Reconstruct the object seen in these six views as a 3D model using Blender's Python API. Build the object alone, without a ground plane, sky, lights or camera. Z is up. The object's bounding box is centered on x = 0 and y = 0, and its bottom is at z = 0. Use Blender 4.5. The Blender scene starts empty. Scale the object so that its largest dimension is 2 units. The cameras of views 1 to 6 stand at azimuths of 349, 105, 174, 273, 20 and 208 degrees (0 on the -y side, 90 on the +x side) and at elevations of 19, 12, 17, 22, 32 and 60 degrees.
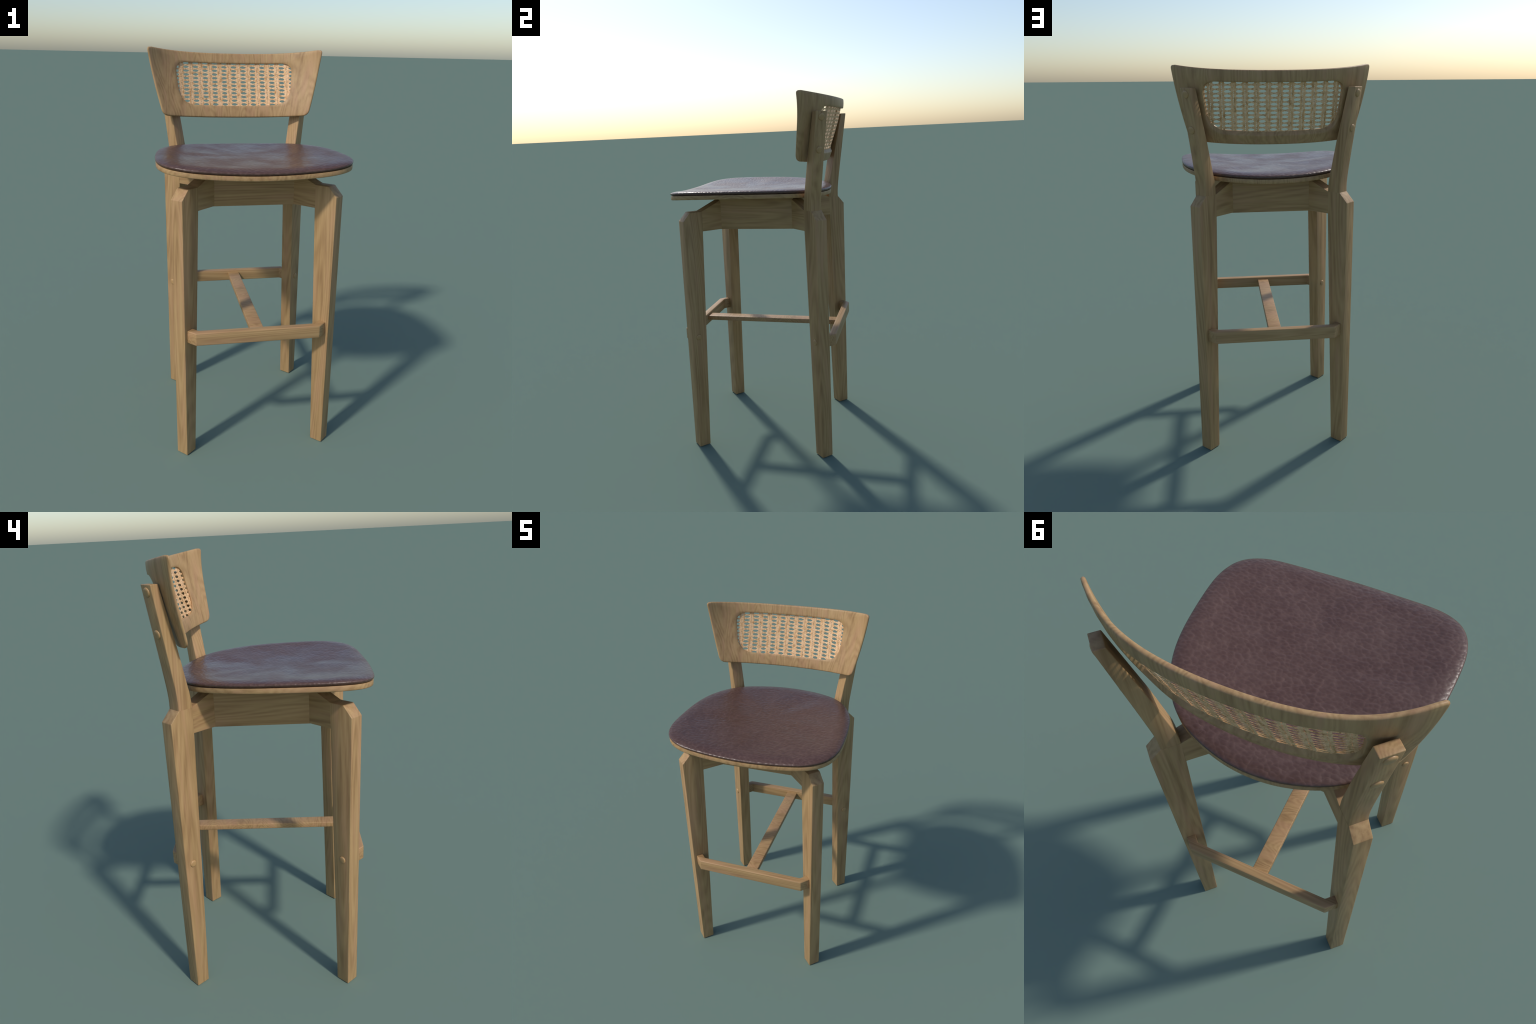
# Wooden bar stool: diagonal plank legs, octagonal apron, saddle seat with leather pad,
# curved backrest panel with a woven cane window, H-shaped foot rest.
import bpy, bmesh, math, random
from mathutils import Matrix, Vector

random.seed(7)
R2 = math.sqrt(2.0)

# ----------------------------------------------------------------- overall sizes
CX, CY = 0.0065, 0.0145          # plan centre of the leg frame
HX, HY = 0.358, 0.3667           # half distances between foot centres
LEG_T = 0.0670                   # plank thickness of the legs
FOOT = 0.03225                   # half width of the square foot
SEAT_Z0, SEAT_K = 1.4438, 0.1330 # underside of the seat board: z0 + k x^2
BOARD_T = 0.0225

scene_col = bpy.context.scene.collection


# ----------------------------------------------------------------- materials
def new_mat(name):
    m = bpy.data.materials.new(name)
    m.use_nodes = True
    nt = m.node_tree
    nt.nodes.clear()
    out = nt.nodes.new("ShaderNodeOutputMaterial")
    bsdf = nt.nodes.new("ShaderNodeBsdfPrincipled")
    nt.links.new(bsdf.outputs[0], out.inputs[0])
    return m, nt, bsdf


def ramp(nt, stops, fac):
    r = nt.nodes.new("ShaderNodeValToRGB")
    els = r.color_ramp.elements
    while len(els) < len(stops):
        els.new(0.5)
    for e, (p, c) in zip(els, stops):
        e.position = p
        e.color = (c[0], c[1], c[2], 1.0)
    nt.links.new(fac, r.inputs[0])
    return r.outputs[0]


def math_node(nt, op, a, b=None, c=None):
    n = nt.nodes.new("ShaderNodeMath")
    n.operation = op
    for i, v in enumerate((a, b, c)):
        if v is None:
            continue
        if isinstance(v, (int, float)):
            n.inputs[i].default_value = v
        else:
            nt.links.new(v, n.inputs[i])
    return n.outputs[0]


def mix_col(nt, fac, a, b, mode="MIX"):
    n = nt.nodes.new("ShaderNodeMix")
    n.data_type = "RGBA"
    n.blend_type = mode
    for sock, v in ((n.inputs[0], fac), (n.inputs[6], a), (n.inputs[7], b)):
        if isinstance(v, (int, float)):
            sock.default_value = v
        elif isinstance(v, tuple):
            sock.default_value = (v[0], v[1], v[2], 1.0)
        else:
            nt.links.new(v, sock)
    return n.outputs[2]


def noise(nt, vec, scale, detail=3.0, rough=0.55, distort=0.0):
    n = nt.nodes.new("ShaderNodeTexNoise")
    n.inputs["Scale"].default_value = scale
    n.inputs["Detail"].default_value = detail
    n.inputs["Roughness"].default_value = rough
    n.inputs["Distortion"].default_value = distort
    nt.links.new(vec, n.inputs["Vector"])
    return n.outputs[0]


def mapping(nt, vec, scale, loc=(0, 0, 0)):
    n = nt.nodes.new("ShaderNodeMapping")
    n.inputs["Scale"].default_value = scale
    n.inputs["Location"].default_value = loc
    nt.links.new(vec, n.inputs["Vector"])
    return n.outputs[0]


def wood_material(name, grain, seed=0.0, figure=9.0, tint=(1.0, 1.0, 1.0), stretch=0.055):
    """Oiled oak. grain = axis (0, 1, 2) the fibres follow, in object space."""
    m, nt, bsdf = new_mat(name)
    tc = nt.nodes.new("ShaderNodeTexCoord")
    oi = nt.nodes.new("ShaderNodeObjectInfo")
    off = nt.nodes.new("ShaderNodeVectorMath")
    off.operation = "MULTIPLY_ADD"
    comb = nt.nodes.new("ShaderNodeCombineXYZ")
    for i in range(3):
        nt.links.new(oi.outputs["Random"], comb.inputs[i])
    nt.links.new(comb.outputs[0], off.inputs[0])
    off.inputs[1].default_value = (3.1, 5.7, 9.3)
    nt.links.new(tc.outputs["Object"], off.inputs[2])
    vec = off.outputs[0]

    def stretched(cross, along, loc):
        s = [cross] * 3
        s[grain] = along
        return mapping(nt, vec, s, (loc, loc * 1.7 + seed, loc * 0.6 - seed))

    # growth-ring figure: contour lines of a long, slow noise (cathedral arches)
    slow = noise(nt, stretched(1.0, stretch * 1.6, 1.3), figure, 0.6, 0.4, 0.0)
    rings = math_node(nt, "SINE", math_node(nt, "MULTIPLY", slow, 95.0))       # -1..1
    # fibres, pores, broad colour drift
    fibre = noise(nt, stretched(1.0, stretch * 0.9, 4.1), 120.0, 4.0, 0.65, 0.25)
    streak = noise(nt, stretched(1.0, stretch * 0.6, 7.7), 46.0, 2.0, 0.5, 0.15)
    pores = noise(nt, stretched(1.0, stretch * 0.6, 8.7), 420.0, 2.0, 0.5)
    drift = noise(nt, stretched(1.0, 0.16, 6.2), 13.0, 2.0, 0.5)
    hue = noise(nt, stretched(1.0, 0.09, 2.9), 30.0, 2.0, 0.5)

    light = tuple(a * b for a, b in zip((0.440, 0.283, 0.132), tint))
    mid = tuple(a * b for a, b in zip((0.370, 0.229, 0.103), tint))
    dark = tuple(a * b for a, b in zip((0.275, 0.160, 0.070), tint))
    val = math_node(nt, "MULTIPLY_ADD", rings, 0.115, 0.0)
    val = math_node(nt, "MULTIPLY_ADD", fibre, 0.65, val)
    val = math_node(nt, "MULTIPLY_ADD", streak, 0.55, val)
    val = math_node(nt, "MULTIPLY_ADD", drift, 0.50, val)
    val = math_node(nt, "SUBTRACT", val, 0.35)
    col = ramp(nt, [(0.22, dark), (0.48, mid), (0.76, light)], val)
    pink = tuple(a * b for a, b in zip((0.420, 0.238, 0.128), tint))
    hfac = ramp(nt, [(0.48, (0, 0, 0)), (0.70, (0.60, 0.60, 0.60))], hue)
    col = mix_col(nt, hfac, col, pink)
    pfac = ramp(nt, [(0.30, (0.25, 0.25, 0.25)), (0.42, (0, 0, 0))], pores)
    col = mix_col(nt, pfac, col, dark)
    nt.links.new(col, bsdf.inputs["Base Color"])
    bsdf.inputs["Roughness"].default_value = 0.50
    bsdf.inputs["Specular IOR Level"].default_value = 0.35
    bump = nt.nodes.new("ShaderNodeBump")
    bump.inputs["Strength"].default_value = 0.10
    bump.inputs["Distance"].default_value = 0.0015
    nt.links.new(fibre, bump.inputs["Height"])
    nt.links.new(bump.outputs[0], bsdf.inputs["Normal"])
    return m


def leather_material():
    m, nt, bsdf = new_mat("plum_leather")
    tc = nt.nodes.new("ShaderNodeTexCoord")
    vec = tc.outputs["Object"]
    warp = nt.nodes.new("ShaderNodeTexNoise")
    warp.inputs["Scale"].default_value = 26.0
    warp.inputs["Detail"].default_value = 3.0
    nt.links.new(vec, warp.inputs["Vector"])
    wv = nt.nodes.new("ShaderNodeVectorMath")
    wv.operation = "MULTIPLY_ADD"
    nt.links.new(warp.outputs["Color"], wv.inputs[0])
    wv.inputs[1].default_value = (0.010, 0.010, 0.010)
    nt.links.new(vec, wv.inputs[2])

    def cracks(scale, sx, sy, loc, feature):
        v = nt.nodes.new("ShaderNodeTexVoronoi")
        v.feature = feature
        v.inputs["Scale"].default_value = scale
        if feature == "SMOOTH_F1":
            v.inputs["Smoothness"].default_value = 0.35
        nt.links.new(mapping(nt, wv.outputs[0], (sx, sy, 1.0), (loc, loc, loc)), v.inputs["Vector"])
        return v.outputs["Distance"]

    fine = cracks(68.0, 0.85, 1.15, 0.0, "SMOOTH_F1")         # pebbled grain
    coarse = cracks(9.0, 0.45, 1.25, 3.0, "DISTANCE_TO_EDGE")       # longer creases across the hide
    mott = noise(nt, vec, 7.0, 3.0, 0.55)
    patch = noise(nt, vec, 38.0, 4.0, 0.65)

    base = ramp(nt, [(0.34, (0.073, 0.0360, 0.0275)), (0.66, (0.084, 0.0425, 0.0325))], mott)
    base = mix_col(nt, ramp(nt, [(0.40, (0.0,) * 3), (0.72, (0.40,) * 3)], patch), base,
                   (0.098, 0.0510, 0.0395))
    crease = (0.138, 0.0800, 0.0640)
    f1 = ramp(nt, [(0.30, (0.0,) * 3), (0.62, (0.55,) * 3)], fine)
    f1 = math_node(nt, "MULTIPLY", f1, ramp(nt, [(0.36, (0.30,) * 3), (0.66, (0.85,) * 3)], patch))
    base = mix_col(nt, f1, base, crease)
    f2 = ramp(nt, [(0.0, (0.35,) * 3), (0.012, (0.0,) * 3)], coarse)
    base = mix_col(nt, f2, base, crease)
    nt.links.new(base, bsdf.inputs["Base Color"])
    rough = ramp(nt, [(0.36, (0.29,) * 3), (0.62, (0.42,) * 3)], mott)
    nt.links.new(rough, bsdf.inputs["Roughness"])
    bsdf.inputs["Specular IOR Level"].default_value = 0.5
    h = math_node(nt, "MULTIPLY", math_node(nt, "MULTIPLY", fine, fine), -0.8)
    h = math_node(nt, "MULTIPLY_ADD", math_node(nt, "MINIMUM", coarse, 0.06), 1.2, h)
    bump = nt.nodes.new("ShaderNodeBump")
    bump.inputs["Strength"].default_value = 0.42
    bump.inputs["Distance"].default_value = 0.0045
    nt.links.new(h, bump.inputs["Height"])
    nt.links.new(bump.outputs[0], bsdf.inputs["Normal"])
    return m


def cane_material(name, lift):
    m, nt, bsdf = new_mat(name)
    tc = nt.nodes.new("ShaderNodeTexCoord")
    vec = tc.outputs["Object"]
    a = noise(nt, mapping(nt, vec, (1, 1, 0.35)), 120.0, 3.0, 0.6)
    b = noise(nt, mapping(nt, vec, (1, 1, 0.6), (5, 5, 5)), 45.0, 3.0, 0.6)
    col = ramp(nt, [(0.32, (0.42 * lift, 0.215 * lift, 0.080 * lift)),
                    (0.50, (0.70 * lift, 0.425 * lift, 0.212 * lift)),
                    (0.70, (0.79 * lift, 0.530 * lift, 0.310 * lift))], a)
    pink = ramp(nt, [(0.50, (0.0,) * 3), (0.68, (0.6,) * 3)], b)
    col = mix_col(nt, pink, col, (0.76, 0.500, 0.310))
    nt.links.new(col, bsdf.inputs["Base Color"])
    bsdf.inputs["Roughness"].default_value = 0.45
    bsdf.inputs["Specular IOR Level"].default_value = 0.35
    return m


MAT_LEG = wood_material("oak_upright_grain", 2, 0.0)
MAT_POST = wood_material("oak_post_grain", 2, 4.0)
MAT_ARM = wood_material("oak_brace_grain", 0, 2.0)
MAT_RAIL_X = wood_material("oak_rail_grain", 0, 7.0)
MAT_RAIL_Y = wood_material("oak_side_rail_grain", 1, 9.0)
MAT_FOOT = wood_material("oak_footrest_grain", 0, 12.0, figure=14.0, stretch=0.03)
MAT_BAR = wood_material("oak_cross_grain", 0, 15.0, figure=12.0, tint=(1.0, 0.99, 0.98), stretch=0.2)
MAT_PANEL = wood_material("oak_panel_grain", 2, 18.0, figure=11.0)
MAT_BOARD = wood_material("oak_board_grain", 1, 21.0, figure=7.0, stretch=0.3)
MAT_CAP, nt_cap, bs_cap = new_mat("smooth_plug_wood")
_tc = nt_cap.nodes.new("ShaderNodeTexCoord")
_col = ramp(nt_cap, [(0.3, (0.36, 0.215, 0.090)), (0.7, (0.43, 0.262, 0.115))],
            noise(nt_cap, _tc.outputs["Object"], 60.0, 3.0))
nt_cap.links.new(_col, bs_cap.inputs["Base Color"])
bs_cap.inputs["Roughness"].default_value = 0.42
MAT_LEATHER = leather_material()
MAT_CANE = cane_material("rattan_cane", 1.0)
MAT_CANE_PALE = cane_material("pale_rattan_cane", 1.12)


# ----------------------------------------------------------------- mesh helpers
def link(name, mesh, mat, parent, matrix=None):
    ob = bpy.data.objects.new(name, mesh)
    if mat and not mesh.materials:
        mesh.materials.append(mat)
    scene_col.objects.link(ob)
    ob.parent = parent
    if matrix is not None:
        ob.matrix_local = matrix
    return ob


def finish(bm, name, angle=35.0):
    bmesh.ops.recalc_face_normals(bm, faces=bm.faces)
    me = bpy.data.meshes.new(name)
    bm.to_mesh(me)
    bm.free()
    for p in me.polygons:
        p.use_smooth = True
    me.set_sharp_from_angle(angle=math.radians(angle))
    return me


def prism(name, profile, half_t, bevel=0.0035, keep=None, segs=3, plane="xz"):
    """Extrude a profile (a, b) by +-half_t. plane 'xz': a->x, b->z, depth y;
    'xy': a->x, b->y, depth z; 'yz': a->y, b->z, depth x.
    keep(a, b): corners for which it is true belong to a butt joint and stay sharp."""
    bm = bmesh.new()
    put = {"xz": lambda a, b, d: (a, d, b), "xy": lambda a, b, d: (a, b, d),
           "yz": lambda a, b, d: (d, a, b)}[plane]
    lo = [bm.verts.new(put(a, b, -half_t)) for a, b in profile]
    hi = [bm.verts.new(put(a, b, half_t)) for a, b in profile]
    n = len(profile)
    bm.faces.new(lo)
    bm.faces.new(hi[::-1])
    sharp = [bool(keep and keep(a, b)) for a, b in profile]
    edges = []
    for i in range(n):
        j = (i + 1) % n
        bm.faces.new((lo[i], hi[i], hi[j], lo[j]))
    bm.edges.ensure_lookup_table()
    flag = {}
    for i in range(n):
        flag[lo[i]] = flag[hi[i]] = sharp[i]
    bm.normal_update()
    for e in bm.edges:
        v0, v1 = e.verts
        if flag[v0] and flag[v1]:
            continue
        if len(e.link_faces) == 2 and e.calc_face_angle(0.0) > math.radians(12):
            edges.append(e)
    if bevel > 0:
        bmesh.ops.bevel(bm, geom=edges, offset=bevel, segments=segs, profile=0.5,
                        affect="EDGES", clamp_overlap=True)
    return finish(bm, name)


def loft_closed(bm, rings, close=True):
    """Quads between successive closed rings of equal length."""
    vr = [[bm.verts.new(p) for p in r] for r in rings]
    m = len(vr[0])
    pairs = list(zip(vr[:-1], vr[1:]))
    if close:
        pairs.append((vr[-1], vr[0]))
    for r0, r1 in pairs:
        for i in range(m):
            j = (i + 1) % m
            bm.faces.new((r0[i], r0[j], r1[j], r1[i]))
    return vr


# ----------------------------------------------------------------- the thing
stool = bpy.data.objects.new("bar_stool", None)
scene_col.objects.link(stool)
stool.empty_display_size = 0.2
stool["label"] = "tall oak bar stool, plum leather seat, curved cane backrest"
stool["category"] = "bar stool"

# ----------------------------------------------------------------- legs
# leg profile in (s, z): s runs outwards along the diagonal, 0 at the foot centre
S_OUT = FOOT + 0.0008
KNEE_S, KNEE_Z0, KNEE_Z1 = FOOT - 0.0435, 1.3450, 1.3920
S_IN_FOOT = -FOOT - 0.0012
S_IN_SEAT = -0.0795             # inner edge where the brace joins
TOP_IN = (S_IN_SEAT - 0.0012, 1.3920)

front_profile = [(S_IN_FOOT, 0.0), (S_OUT, 0.0), (S_OUT, KNEE_Z0), (KNEE_S, KNEE_Z1),
                 TOP_IN, (S_IN_SEAT, 1.2800)]


def seam(a, b):
    return b > 1.27 and a < -0.07


front_leg_mesh = prism("front_leg_mesh", front_profile, LEG_T / 2, 0.0032, seam)
back_leg_mesh = prism("back_leg_mesh", front_profile, LEG_T / 2, 0.0032,
                      lambda a, b: seam(a, b) or b > 1.385)

# back post: short upright, then leaning outwards and backwards; tapers upwards
post_profile = [TOP_IN, (S_IN_SEAT - 0.0010, 1.412), (-0.0788, 1.428), (-0.0772, 1.444), (-0.0738, 1.464),
                (-0.0690, 1.485), (-0.0512, 1.572), (-0.0370, 1.639), (0.0252, 1.8965),
                (0.0618, 1.8965), (0.0205, 1.648), (0.0102, 1.585), (0.0003, 1.522), (-0.0052, 1.486),
                (-0.0085, 1.460), (-0.0105, 1.438), (-0.0113, 1.420), (KNEE_S, KNEE_Z1)]
post_mesh = prism("back_post_mesh", post_profile, LEG_T / 2 - 0.0004, 0.0034,
                  lambda a, b: b < 1.3925)

# brace: arm from the leg inwards below the seat, top edge rising to the seat board
S_RAIL = 0.317 - 0.5118         # where the brace passes the apron corner
brace_profile = [(S_IN_SEAT + 0.008, 1.2800), (S_IN_SEAT + 0.008, 1.3905), TOP_IN, (S_RAIL + 0.000, 1.4432), (S_RAIL - 0.07, 1.4432),
                 (S_RAIL - 0.07, 1.2800)]
brace_mesh = prism("corner_brace_mesh", brace_profile, LEG_T / 2 - 0.0002, 0.0022,
                   lambda a, b: a > -0.085)


def cap_mesh(name, radius, height):
    prof = [(1.0, -0.15), (1.0, 0.30), (0.97, 0.52), (0.88, 0.74), (0.70, 0.90), (0.40, 0.98)]
    bm = bmesh.new()
    n = 36
    rings = [[(radius * r * math.cos(2 * math.pi * i / n), radius * r * math.sin(2 * math.pi * i / n),
               height * h) for i in range(n)] for r, h in prof]
    vr = loft_closed(bm, rings, close=False)
    top = bm.verts.new((0, 0, height))
    for i in range(n):
        bm.faces.new((vr[-1][i], vr[-1][(i + 1) % n], top))
    bm.faces.new(vr[0])
    return finish(bm, name, 60)


leg_cap_mesh = cap_mesh("leg_plug_mesh", 0.0162, 0.0065)
post_cap_mesh = cap_mesh("post_plug_mesh", 0.0185, 0.0070)


def facing(origin, direction):
    """Matrix that turns local +z to direction."""
    q = Vector(direction).to_track_quat("Z", "Y")
    return Matrix.Translation(Vector(origin)) @ q.to_matrix().to_4x4()


for sx, sy in ((-1, -1), (1, -1), (-1, 1), (1, 1)):
    ang = math.atan2(sy, sx)
    frame = Matrix.Translation((CX + sx * HX, CY + sy * HY, 0.0)) @ Matrix.Rotation(ang, 4, "Z")
    back = sy > 0
    leg = link("back_leg" if back else "front_leg", back_leg_mesh if back else front_leg_mesh,
               MAT_LEG, stool, frame)
    link("corner_brace", brace_mesh, MAT_ARM, stool, frame)
    # wooden plug on the face opposite the foot-rest rail
    # local y axis = (-sin, cos); the foot rest meets the face that looks along (+-x towards centre, sy)
    ly = Vector((-math.sin(ang), math.cos(ang)))
    toward_rail = Vector((-sx, sy)).normalized()
    plug = -1 if ly.dot(toward_rail) > 0 else 1
    link("wooden_plug", leg_cap_mesh, MAT_CAP, leg,
         facing((-0.0085, plug * (LEG_T / 2 - 0.0005), 0.6750), (0, plug, 0)))
    if back:
        post = link("back_post", post_mesh, MAT_POST, stool, frame)
        for z in (1.868, 1.7065):
            s = 0.0205 + (z - 1.648) / (1.8965 - 1.648) * (0.0618 - 0.0205)
            link("wooden_plug", post_cap_mesh, MAT_CAP, post,
                 facing((s - 0.0008, 0.0, z), (1.0, 0.0, -0.166)))

# ----------------------------------------------------------------- apron rails
AX, AY = 0.2425, 0.2505          # outer faces, from the frame centre
AZ0 = 1.2788
RT = 0.014                       # half thickness


def seat_under(x):
    return SEAT_Z0 + SEAT_K * x * x


def rail_profile(half, curved):
    n = 14
    pts = [(-half, AZ0), (half, AZ0)]
    for i in range(n + 1):
        x = half - 2 * half * i / n
        pts.append((x, (seat_under(x) if curved else seat_under(AX - RT)) + 0.0012))
    return pts


front_rail_mesh = prism("front_rail_mesh", rail_profile(0.205, True), RT, 0.0018, None, 2, "xz")
side_rail_mesh = prism("side_rail_mesh", rail_profile(0.213, False), RT, 0.0018, None, 2, "yz")
for sy in (-1, 1):
    link("apron_rail", front_rail_mesh, MAT_RAIL_X, stool, Matrix.Translation((CX, CY + sy * (AY - RT), 0)))
for sx in (-1, 1):
    link("side_apron_rail", side_rail_mesh, MAT_RAIL_Y, stool, Matrix.Translation((CX + sx * (AX - RT), CY, 0)))

# ----------------------------------------------------------------- foot rest
FZ, FH = 0.6726, 0.0322          # centre height and half height
FT = 0.0375                      # thickness
BX, FY = 0.3062, 0.4410          # bend position, outer face
k = FT * math.tan(math.radians(22.5))
reach = 0.0572 + 0.0005          # bent end up to the leg face
d = reach / R2
ix, iy = BX - k, FY - FT
foot_profile = [(-BX, FY), (BX, FY), (BX + d, FY - d), (BX + d - FT / R2, FY - d - FT / R2),
                (ix, iy), (-ix, iy), (-BX - d + FT / R2, FY - d - FT / R2), (-BX - d, FY - d)]
foot_mesh = prism("foot_rail_mesh", foot_profile[::-1], FH, 0.0042, None, 3, "xy")
link("foot_rail", foot_mesh, MAT_FOOT, stool, Matrix.Translation((CX, CY, FZ)))
link("foot_rail", foot_mesh, MAT_FOOT, stool,
     Matrix.Translation((CX, CY, FZ)) @ Matrix.Rotation(math.pi, 4, "Z"))
bar_half = FY - FT + 0.001
bar_mesh = prism("cross_bar_mesh", [(-0.0332, -0.0132), (0.0332, -0.0132), (0.0332, 0.0132), (-0.0332, 0.0132)],
                 bar_half, 0.003, None, 3, "xz")
link("cross_bar", bar_mesh, MAT_BAR, stool, Matrix.Translation((CX, CY, 0.6780)))

# ----------------------------------------------------------------- seat outline
half_outline = [(0.0, -0.4735), (0.080, -0.4715), (0.160, -0.4665), (0.250, -0.4590), (0.345, -0.4420),
                (0.4260, -0.3880), (0.4605, -0.2930), (0.4635, -0.1970), (0.4595, -0.1110), (0.4525, -0.0300),
                (0.4400, 0.0480), (0.4190, 0.1220), (0.3870, 0.1920), (0.3450, 0.2550), (0.2900, 0.3090),
                (0.2230, 0.3480), (0.1520, 0.3740), (0.0800, 0.3910), (0.0, 0.3970)]
ctrl = half_outline + [(-x, y) for x, y in half_outline[-2:0:-1]]


def closed_spline(pts, per):
    out, n = [], len(pts)
    for i in range(n):
        p0, p1, p2, p3 = (Vector(pts[(i + q) % n]) for q in (-1, 0, 1, 2))
        for j in range(per):
            t = j / per
            out.append(0.5 * ((2 * p1) + (p2 - p0) * t + (2 * p0 - 5 * p1 + 4 * p2 - p3) * t * t
                              + (3 * p1 - p0 - 3 * p2 + p3) * t ** 3))
    return out


def smooth_loop(pts, times):
    n = len(pts)
    for _ in range(times):
        pts = [(pts[i - 1] + 2 * pts[i] + pts[(i + 1) % n]) / 4 for i in range(n)]
    return pts


outline = smooth_loop(closed_spline(ctrl, 6), 8)


def inset(loop, dist):
    n, out = len(loop), []
    for i in range(n):
        t = (loop[(i + 1) % n] - loop[i - 1]).normalized()
        out.append(loop[i] + Vector((-t.y, t.x)) * dist)
    return out


def saddle(x):
    return SEAT_Z0 + SEAT_K * x * x


def seat_rings(profile, lift):
    """profile: (inset, height). Rings of the outline carried over the saddle."""
    rings = []
    for ins, h in profile:
        rings.append([(p.x, p.y, saddle(p.x) + lift + h) for p in inset(outline, ins)])
    return rings


def seat_body(name, profile_up, pucker, crown, lift_bottom):
    bm = bmesh.new()
    rings = seat_rings(profile_up, lift_bottom)
    last_h = profile_up[-1][1]
    top_steps = [0.97, 0.94, 0.90, 0.85, 0.80, 0.75, 0.70, 0.64, 0.57, 0.50, 0.43, 0.36, 0.29, 0.22, 0.15, 0.09, 0.04]
    for f in top_steps:
        c = []
        for x, y, _ in rings[len(profile_up) - 1]:
            px, py = x * f, -0.03 + (y + 0.03) * f
            th = math.atan2(x, -(y + 0.03))
            lobe = pucker * f * f * math.sin(math.pi * min(1.0, f / 0.985)) * (
                math.cos(8 * th + 0.6) + 0.7 * math.cos(5 * th + 2.0) + 0.35 * math.cos(13 * th + 1.0))
            c.append((px, py, saddle(px) + lift_bottom + last_h + crown * (1 - f * f) + lobe))
        rings.append(c)
    vr = loft_closed(bm, rings, close=False)
    bm.faces.new(vr[-1])
    # underside
    under = []
    for f in (0.8, 0.55, 0.3, 0.08):
        under.append([(x * f, -0.03 + (y + 0.03) * f, saddle(x * f) + lift_bottom + profile_up[0][1])
                      for x, y, _ in rings[0]])
    prev = vr[0]
    n = len(prev)
    for r in under:
        cur = [bm.verts.new(p) for p in r]
        for i in range(n):
            j = (i + 1) % n
            bm.faces.new((prev[j], prev[i], cur[i], cur[j]))
        prev = cur
    bm.faces.new(prev[::-1])
    return finish(bm, name, 50)


B = BOARD_T
board_mesh = seat_body("seat_board_mesh", [(0.004, 0.0), (0.0012, 0.0010), (0.0, 0.0040), (0.0, B * 0.5), (0.0, B - 0.0035),
                                           (0.0010, B - 0.0008), (0.0035, B)], 0, 0.0, 0.0)
board = link("seat_board", board_mesh, MAT_BOARD, stool, Matrix.Translation((CX, 0, 0)))
pad_profile = [(0.012, 0.0002), (0.0055, 0.0018), (0.0003, 0.0050), (-0.0022, 0.0088), (-0.0024, 0.0120), (-0.0008, 0.0150),
               (0.0030, 0.0172), (0.0085, 0.0192), (0.0170, 0.0216), (0.0300, 0.0241), (0.0450, 0.0258), (0.0600, 0.0266)]
pad_mesh = seat_body("seat_pad_mesh", pad_profile, 0.0038, -0.0042, BOARD_T)
link("leather_pad", pad_mesh, MAT_LEATHER, board, Matrix.Identity(4))

# ----------------------------------------------------------------- backrest
PX = 0.0012                      # plan centre of the backrest
ZT, ZB = 1.9718, 1.6332


def panel_y(x, z):
    """Mid surface of the curved panel."""
    w = max(-0.1, min(1.2, (z - ZB) / (ZT - ZB)))
    xh = 0.394 + 0.0668 * w
    t = min((x / xh) ** 2, 1.25)
    yt = 0.4632 - 0.0690 * t - 0.0764 * t * t
    yb = 0.3725 - 0.0676 * t - 0.0235 * t * t
    return yb + (yt - yb) * w + 0.066 * w * w * (1 - w)


def panel_point(x, z, off):
    e = 1e-3
    dx = (panel_y(x + e, z) - panel_y(x - e, z)) / (2 * e)
    dz = (panel_y(x, z + e) - panel_y(x, z - e)) / (2 * e)
    n = Vector((-dx, 1.0, -dz)).normalized()
    p = Vector((x, panel_y(x, z), z)) + n * off
    return p


def rounded_loop(sides, cuts):
    """sides: dense polylines joined corner to corner; cut[i] = corner reach at the end of side i."""
    out = []
    n = len(sides)

    def trim(line, a, b):
        tot, acc = 0.0, [0.0]
        for p, q in zip(line[:-1], line[1:]):
            tot += (q - p).length
            acc.append(tot)
        return [p for p, s in zip(line, acc) if a <= s <= tot - b]

    trimmed = [trim(s, cuts[i - 1], cuts[i]) for i, s in enumerate(sides)]
    for i in range(n):
        out += trimmed[i]
        a, b, c = trimmed[i][-1], sides[i][-1], trimmed[(i + 1) % n][0]
        for j in range(1, 12):
            t = j / 12
            out.append(a * (1 - t) ** 2 + b * 2 * t * (1 - t) + c * t * t)
    return out


def line(fn, n=160):
    return [Vector(fn(i / n)) for i in range(n + 1)]


def outer_side(w):
    z = 1.6530 + (2.0030 - 1.6530) * w
    return 0.3985 + 0.0735 * w + 0.006 * 4 * w * (1 - w), z


def top_z(x):
    t = (x / 0.472) ** 2
    return 1.9712 + 0.0158 * t + 0.0160 * t * t


def bottom_z(x):
    t = (x / 0.3965) ** 2
    return 1.6332 + 0.0125 * t + 0.0063 * t * t


outer = rounded_loop([
    line(lambda u: (-0.3985 + 0.797 * u, bottom_z(-0.3985 + 0.797 * u))),
    line(lambda u: outer_side(u)),
    line(lambda u: (0.4720 - 0.944 * u, top_z(0.4720 - 0.944 * u))),
    line(lambda u: (-outer_side(1 - u)[0], outer_side(1 - u)[1]))], [0.030, 0.020, 0.020, 0.030])


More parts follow.
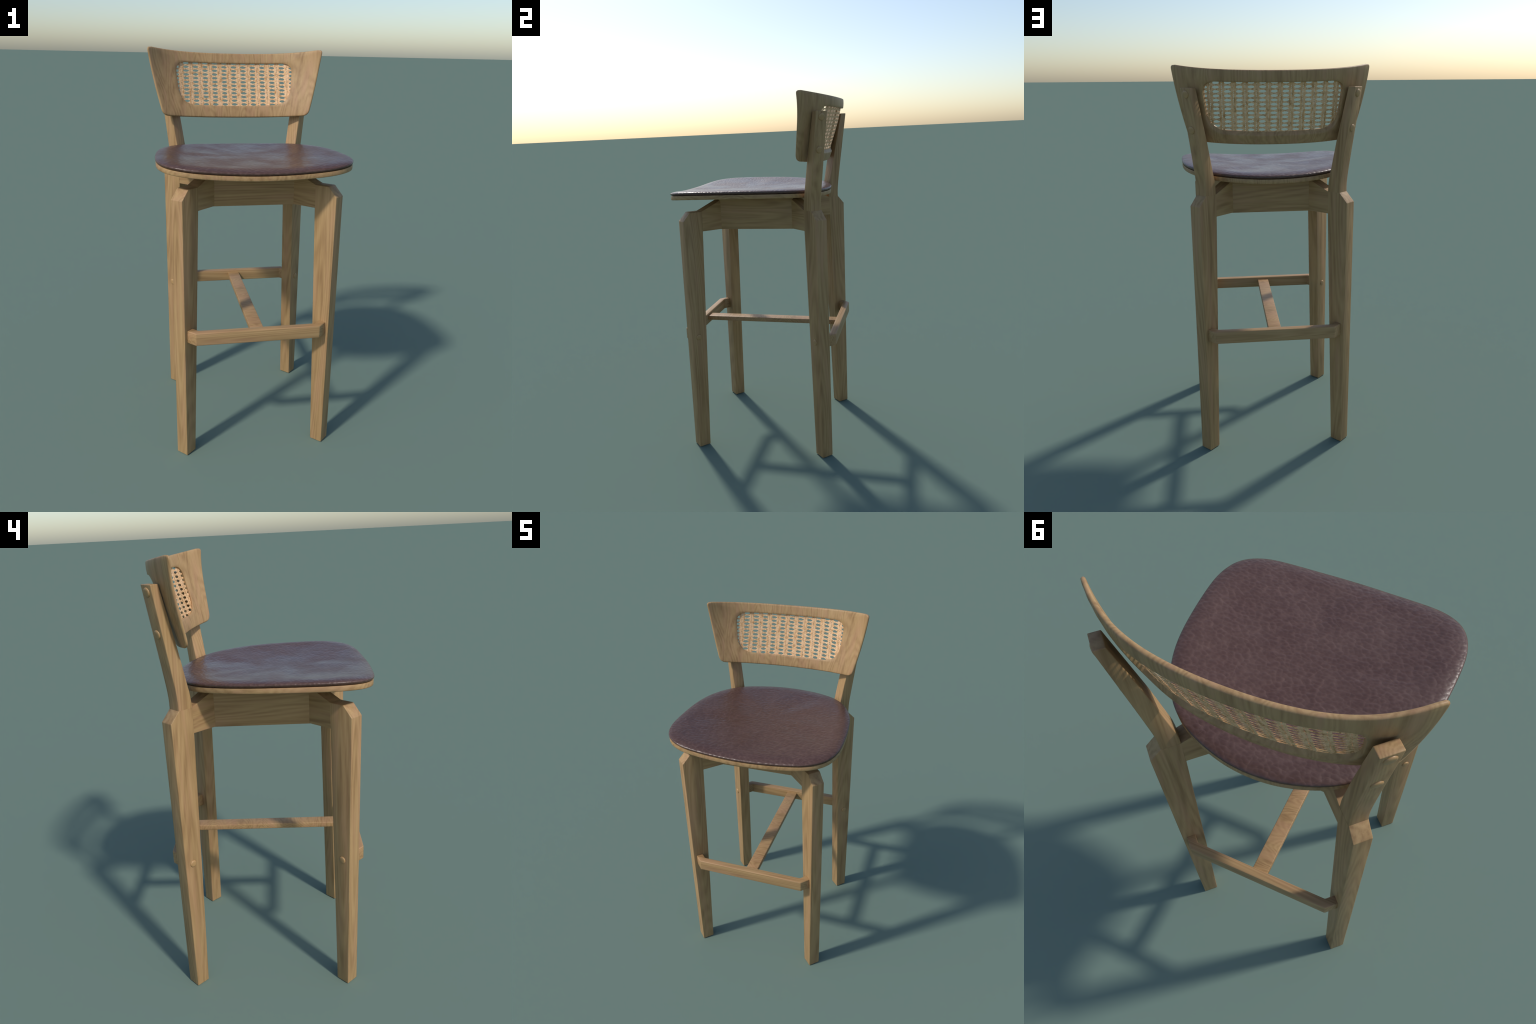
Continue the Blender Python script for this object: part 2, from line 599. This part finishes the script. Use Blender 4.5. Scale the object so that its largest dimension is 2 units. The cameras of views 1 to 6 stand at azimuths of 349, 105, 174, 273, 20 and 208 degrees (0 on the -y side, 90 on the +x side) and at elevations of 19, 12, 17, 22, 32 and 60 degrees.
def hole_loop(drop, grow):
    zb = lambda x: 1.6935 - drop + 0.0085 * (x / 0.25) ** 2
    zt = lambda x: 1.9180 + grow + 0.0060 * (x / 0.30) ** 2
    xb, xt = 0.3055 + grow, 0.3285 + grow
    return rounded_loop([
        line(lambda u: (-xb + 2 * xb * u, zb(-xb + 2 * xb * u))),
        line(lambda u: (xb + (xt - xb) * u, zb(xb) + (zt(xt) - zb(xb)) * u)),
        line(lambda u: (xt - 2 * xt * u, zt(xt - 2 * xt * u))),
        line(lambda u: (-xt + (xt - xb) * u, zt(xt) + (zb(xb) - zt(xt)) * u))], [0.088, 0.058, 0.058, 0.088])


ZC = 1.806


def radial(loop, angles):
    """Points where rays from the centre (0, ZC) meet the loop."""
    n = len(loop)
    segs = []
    for i in range(n):
        a, b = loop[i], loop[(i + 1) % n]
        if (a - b).length < 1e-7:
            continue
        segs.append((a.x, a.y - ZC, b.x, b.y - ZC))
    res = []
    for c, s in angles:
        best = 0.0
        for ax, ay, bx, by in segs:
            ca, cb = c * ay - s * ax, c * by - s * bx
            if (ca <= 0) == (cb <= 0):
                continue
            t = ca / (ca - cb)
            r = (ax + (bx - ax) * t) * c + (ay + (by - ay) * t) * s
            best = max(best, r)
        res.append(Vector((c * best, s * best + ZC)))
    return res


NA = 360
angles = []
for i in range(NA):
    a = 2 * math.pi * i / NA
    v = Vector((math.cos(a) * 2.1, math.sin(a))).normalized()
    angles.append((v.x, v.y))
outer_pts = radial(outer, angles)
hole_front = radial(hole_loop(0.0, 0.0), angles)
hole_back = radial(hole_loop(0.012, 0.0015), angles)


def half_thickness(x):
    return 0.0128 - 0.0035 * min(1.0, (abs(x) / 0.46) ** 2)


def outward(loop, dist):
    n, out = len(loop), []
    for i in range(n):
        t = (loop[(i + 1) % n] - loop[i - 1]).normalized()
        out.append(loop[i] + Vector((t.y, -t.x)) * dist)
    return out


rings = []


def panel_ring(pts, side):
    """side -1 = front surface ... +1 = back surface."""
    rings.append([tuple(panel_point(p.x, p.y, side * half_thickness(p.x))) for p in pts])


def blend(a, b, f):
    return [p.lerp(q, f) for p, q in zip(a, b)]


RIM = 0.0065                      # rounding of the panel edge
rim_in = outward(outer_pts, -RIM)
# front face from the window to the rim
panel_ring(hole_front, -0.86)
front_lip = outward(hole_front, 0.0022)
panel_ring(front_lip, -1.0)
for f in (0.15, 0.35, 0.6, 0.85, 1.0):
    panel_ring(blend(front_lip, rim_in, f), -(1.0 - 0.30 * f * f))
# rounded rim
for a in (20, 42, 66, 90, 114, 138, 160):
    ang = math.radians(a)
    panel_ring(outward(outer_pts, -RIM * (1 - math.sin(ang))), -0.70 * math.cos(ang))
# back face from the rim to the window
back_lip = outward(hole_back, 0.0025)
for f in (1.0, 0.8, 0.55, 0.3, 0.12, 0.0):
    panel_ring(blend(back_lip, rim_in, f), 1.0 - 0.30 * f * f)
panel_ring(hole_back, 0.84)
panel_ring(blend(hole_back, hole_front, 0.5), 0.25)
panel_ring(hole_front, -0.25)
bm = bmesh.new()
loft_closed(bm, rings)
panel = link("backrest_panel", finish(bm, "backrest_panel_mesh", 40), MAT_PANEL, stool,
             Matrix.Translation((PX, 0, 0)))

# ----------------------------------------------------------------- cane webbing
PW, PH = 0.0534, 0.01955         # pattern repeat
OX, OZ = 0.001, 1.7025           # centre of one window of the weave
CANE_OFF = -0.0030
weave_limit = hole_loop(0.0, 0.0)
limit_pts = outward(radial(weave_limit, angles), 0.007)


def inside(x, z):
    """Inside the window outline enlarged by the groove depth."""
    a = math.atan2((z - ZC) * 2.1, x) % (2 * math.pi)
    f = a / (2 * math.pi) * NA
    i = int(f) % NA
    t = f - int(f)
    p = limit_pts[i].lerp(limit_pts[(i + 1) % NA], t)
    return x * x + (z - ZC) ** 2 <= p.x ** 2 + (p.y - ZC) ** 2


cane = bmesh.new()
diagonals = bmesh.new()


def strand(path, width, layer, phase, cane=cane):
    """Flat split-cane ribbon along path [(x, z)]; width in metres measured across the path."""
    runs, run = [], []
    for i, (x, z) in enumerate(path):
        if inside(x, z):
            run.append((x, z, i))
        elif run:
            runs.append(run)
            run = []
    if run:
        runs.append(run)
    th = 0.00035
    for run in runs:
        if len(run) < 3:
            continue
        sections = []
        for q, (x, z, i) in enumerate(run):
            x0, z0, _ = run[max(q - 1, 0)]
            x1, z1, _ = run[min(q + 1, len(run) - 1)]
            t = Vector((x1 - x0, z1 - z0)).normalized()
            nrm = Vector((-t.y, t.x))
            lift = CANE_OFF + layer + 0.0002 * math.sin(phase + i * 0.9)
            wv = width * (1.0 + 0.10 * math.sin(phase * 3.1 + i * 0.37))
            sec = []
            for a, b in ((-0.5, 0.0), (-0.3, -th), (0.3, -th), (0.5, 0.0), (0.3, th), (-0.3, th)):
                px, pz = x + nrm.x * a * wv, z + nrm.y * a * wv
                sec.append(cane.verts.new(panel_point(px, pz, lift + b)))
            sections.append(sec)
        for s0, s1 in zip(sections[:-1], sections[1:]):
            for j in range(6):
                cane.faces.new((s0[j], s0[(j + 1) % 6], s1[(j + 1) % 6], s1[j]))
        cane.faces.new(sections[0])
        cane.faces.new(sections[-1][::-1])


rnd = random.Random(11)
NU, NV = 8, 13
for ku in range(-NU, NU):
    for sgn in (-1, 1):
        cx = OX + (ku + 0.5) * PW + sgn * 0.121 * PW + rnd.uniform(-0.0008, 0.0008)
        ph = rnd.uniform(0, 6)
        path = [(cx + 0.0006 * math.sin(ph + z * 60), z) for z in [1.67 + 0.0045 * i for i in range(60)]]
        strand(path, 0.204 * PW * rnd.uniform(0.92, 1.08), 0.0003, ph)
for kv in range(-2, NV + 2):
    for sgn in (-1, 1):
        cz = OZ + (kv + 0.5) * PH + sgn * 0.105 * PH + rnd.uniform(-0.0003, 0.0003)
        ph = rnd.uniform(0, 6)
        path = [(x, cz) for x in [-0.345 + 0.0085 * i for i in range(82)]]
        strand(path, 0.178 * PH * rnd.uniform(0.9, 1.12), -0.0002, ph)
for direction in (-1, 1):
    for kd in range(-24, 26):
        # normalised line  u*direction + v = kd + 0.5
        ph = rnd.uniform(0, 6)
        path = []
        for i in range(130):
            u = -6.6 + i * 0.102
            v = kd + 0.5 - direction * u
            if -2.5 < v < NV + 2:
                path.append((OX + u * PW, OZ + v * PH))
        if len(path) > 3:
            strand(path, 0.0034 * rnd.uniform(0.88, 1.15), -0.0006 if direction > 0 else 0.0007, ph, diagonals)
cane_obj = link("cane_webbing", finish(cane, "cane_webbing_mesh", 60), MAT_CANE, panel, Matrix.Identity(4))
cane_obj["kind"] = "stuff"

diag_obj = link("cane_diagonals", finish(diagonals, "cane_diagonals_mesh", 60), MAT_CANE_PALE, panel, Matrix.Identity(4))
diag_obj["kind"] = "stuff"
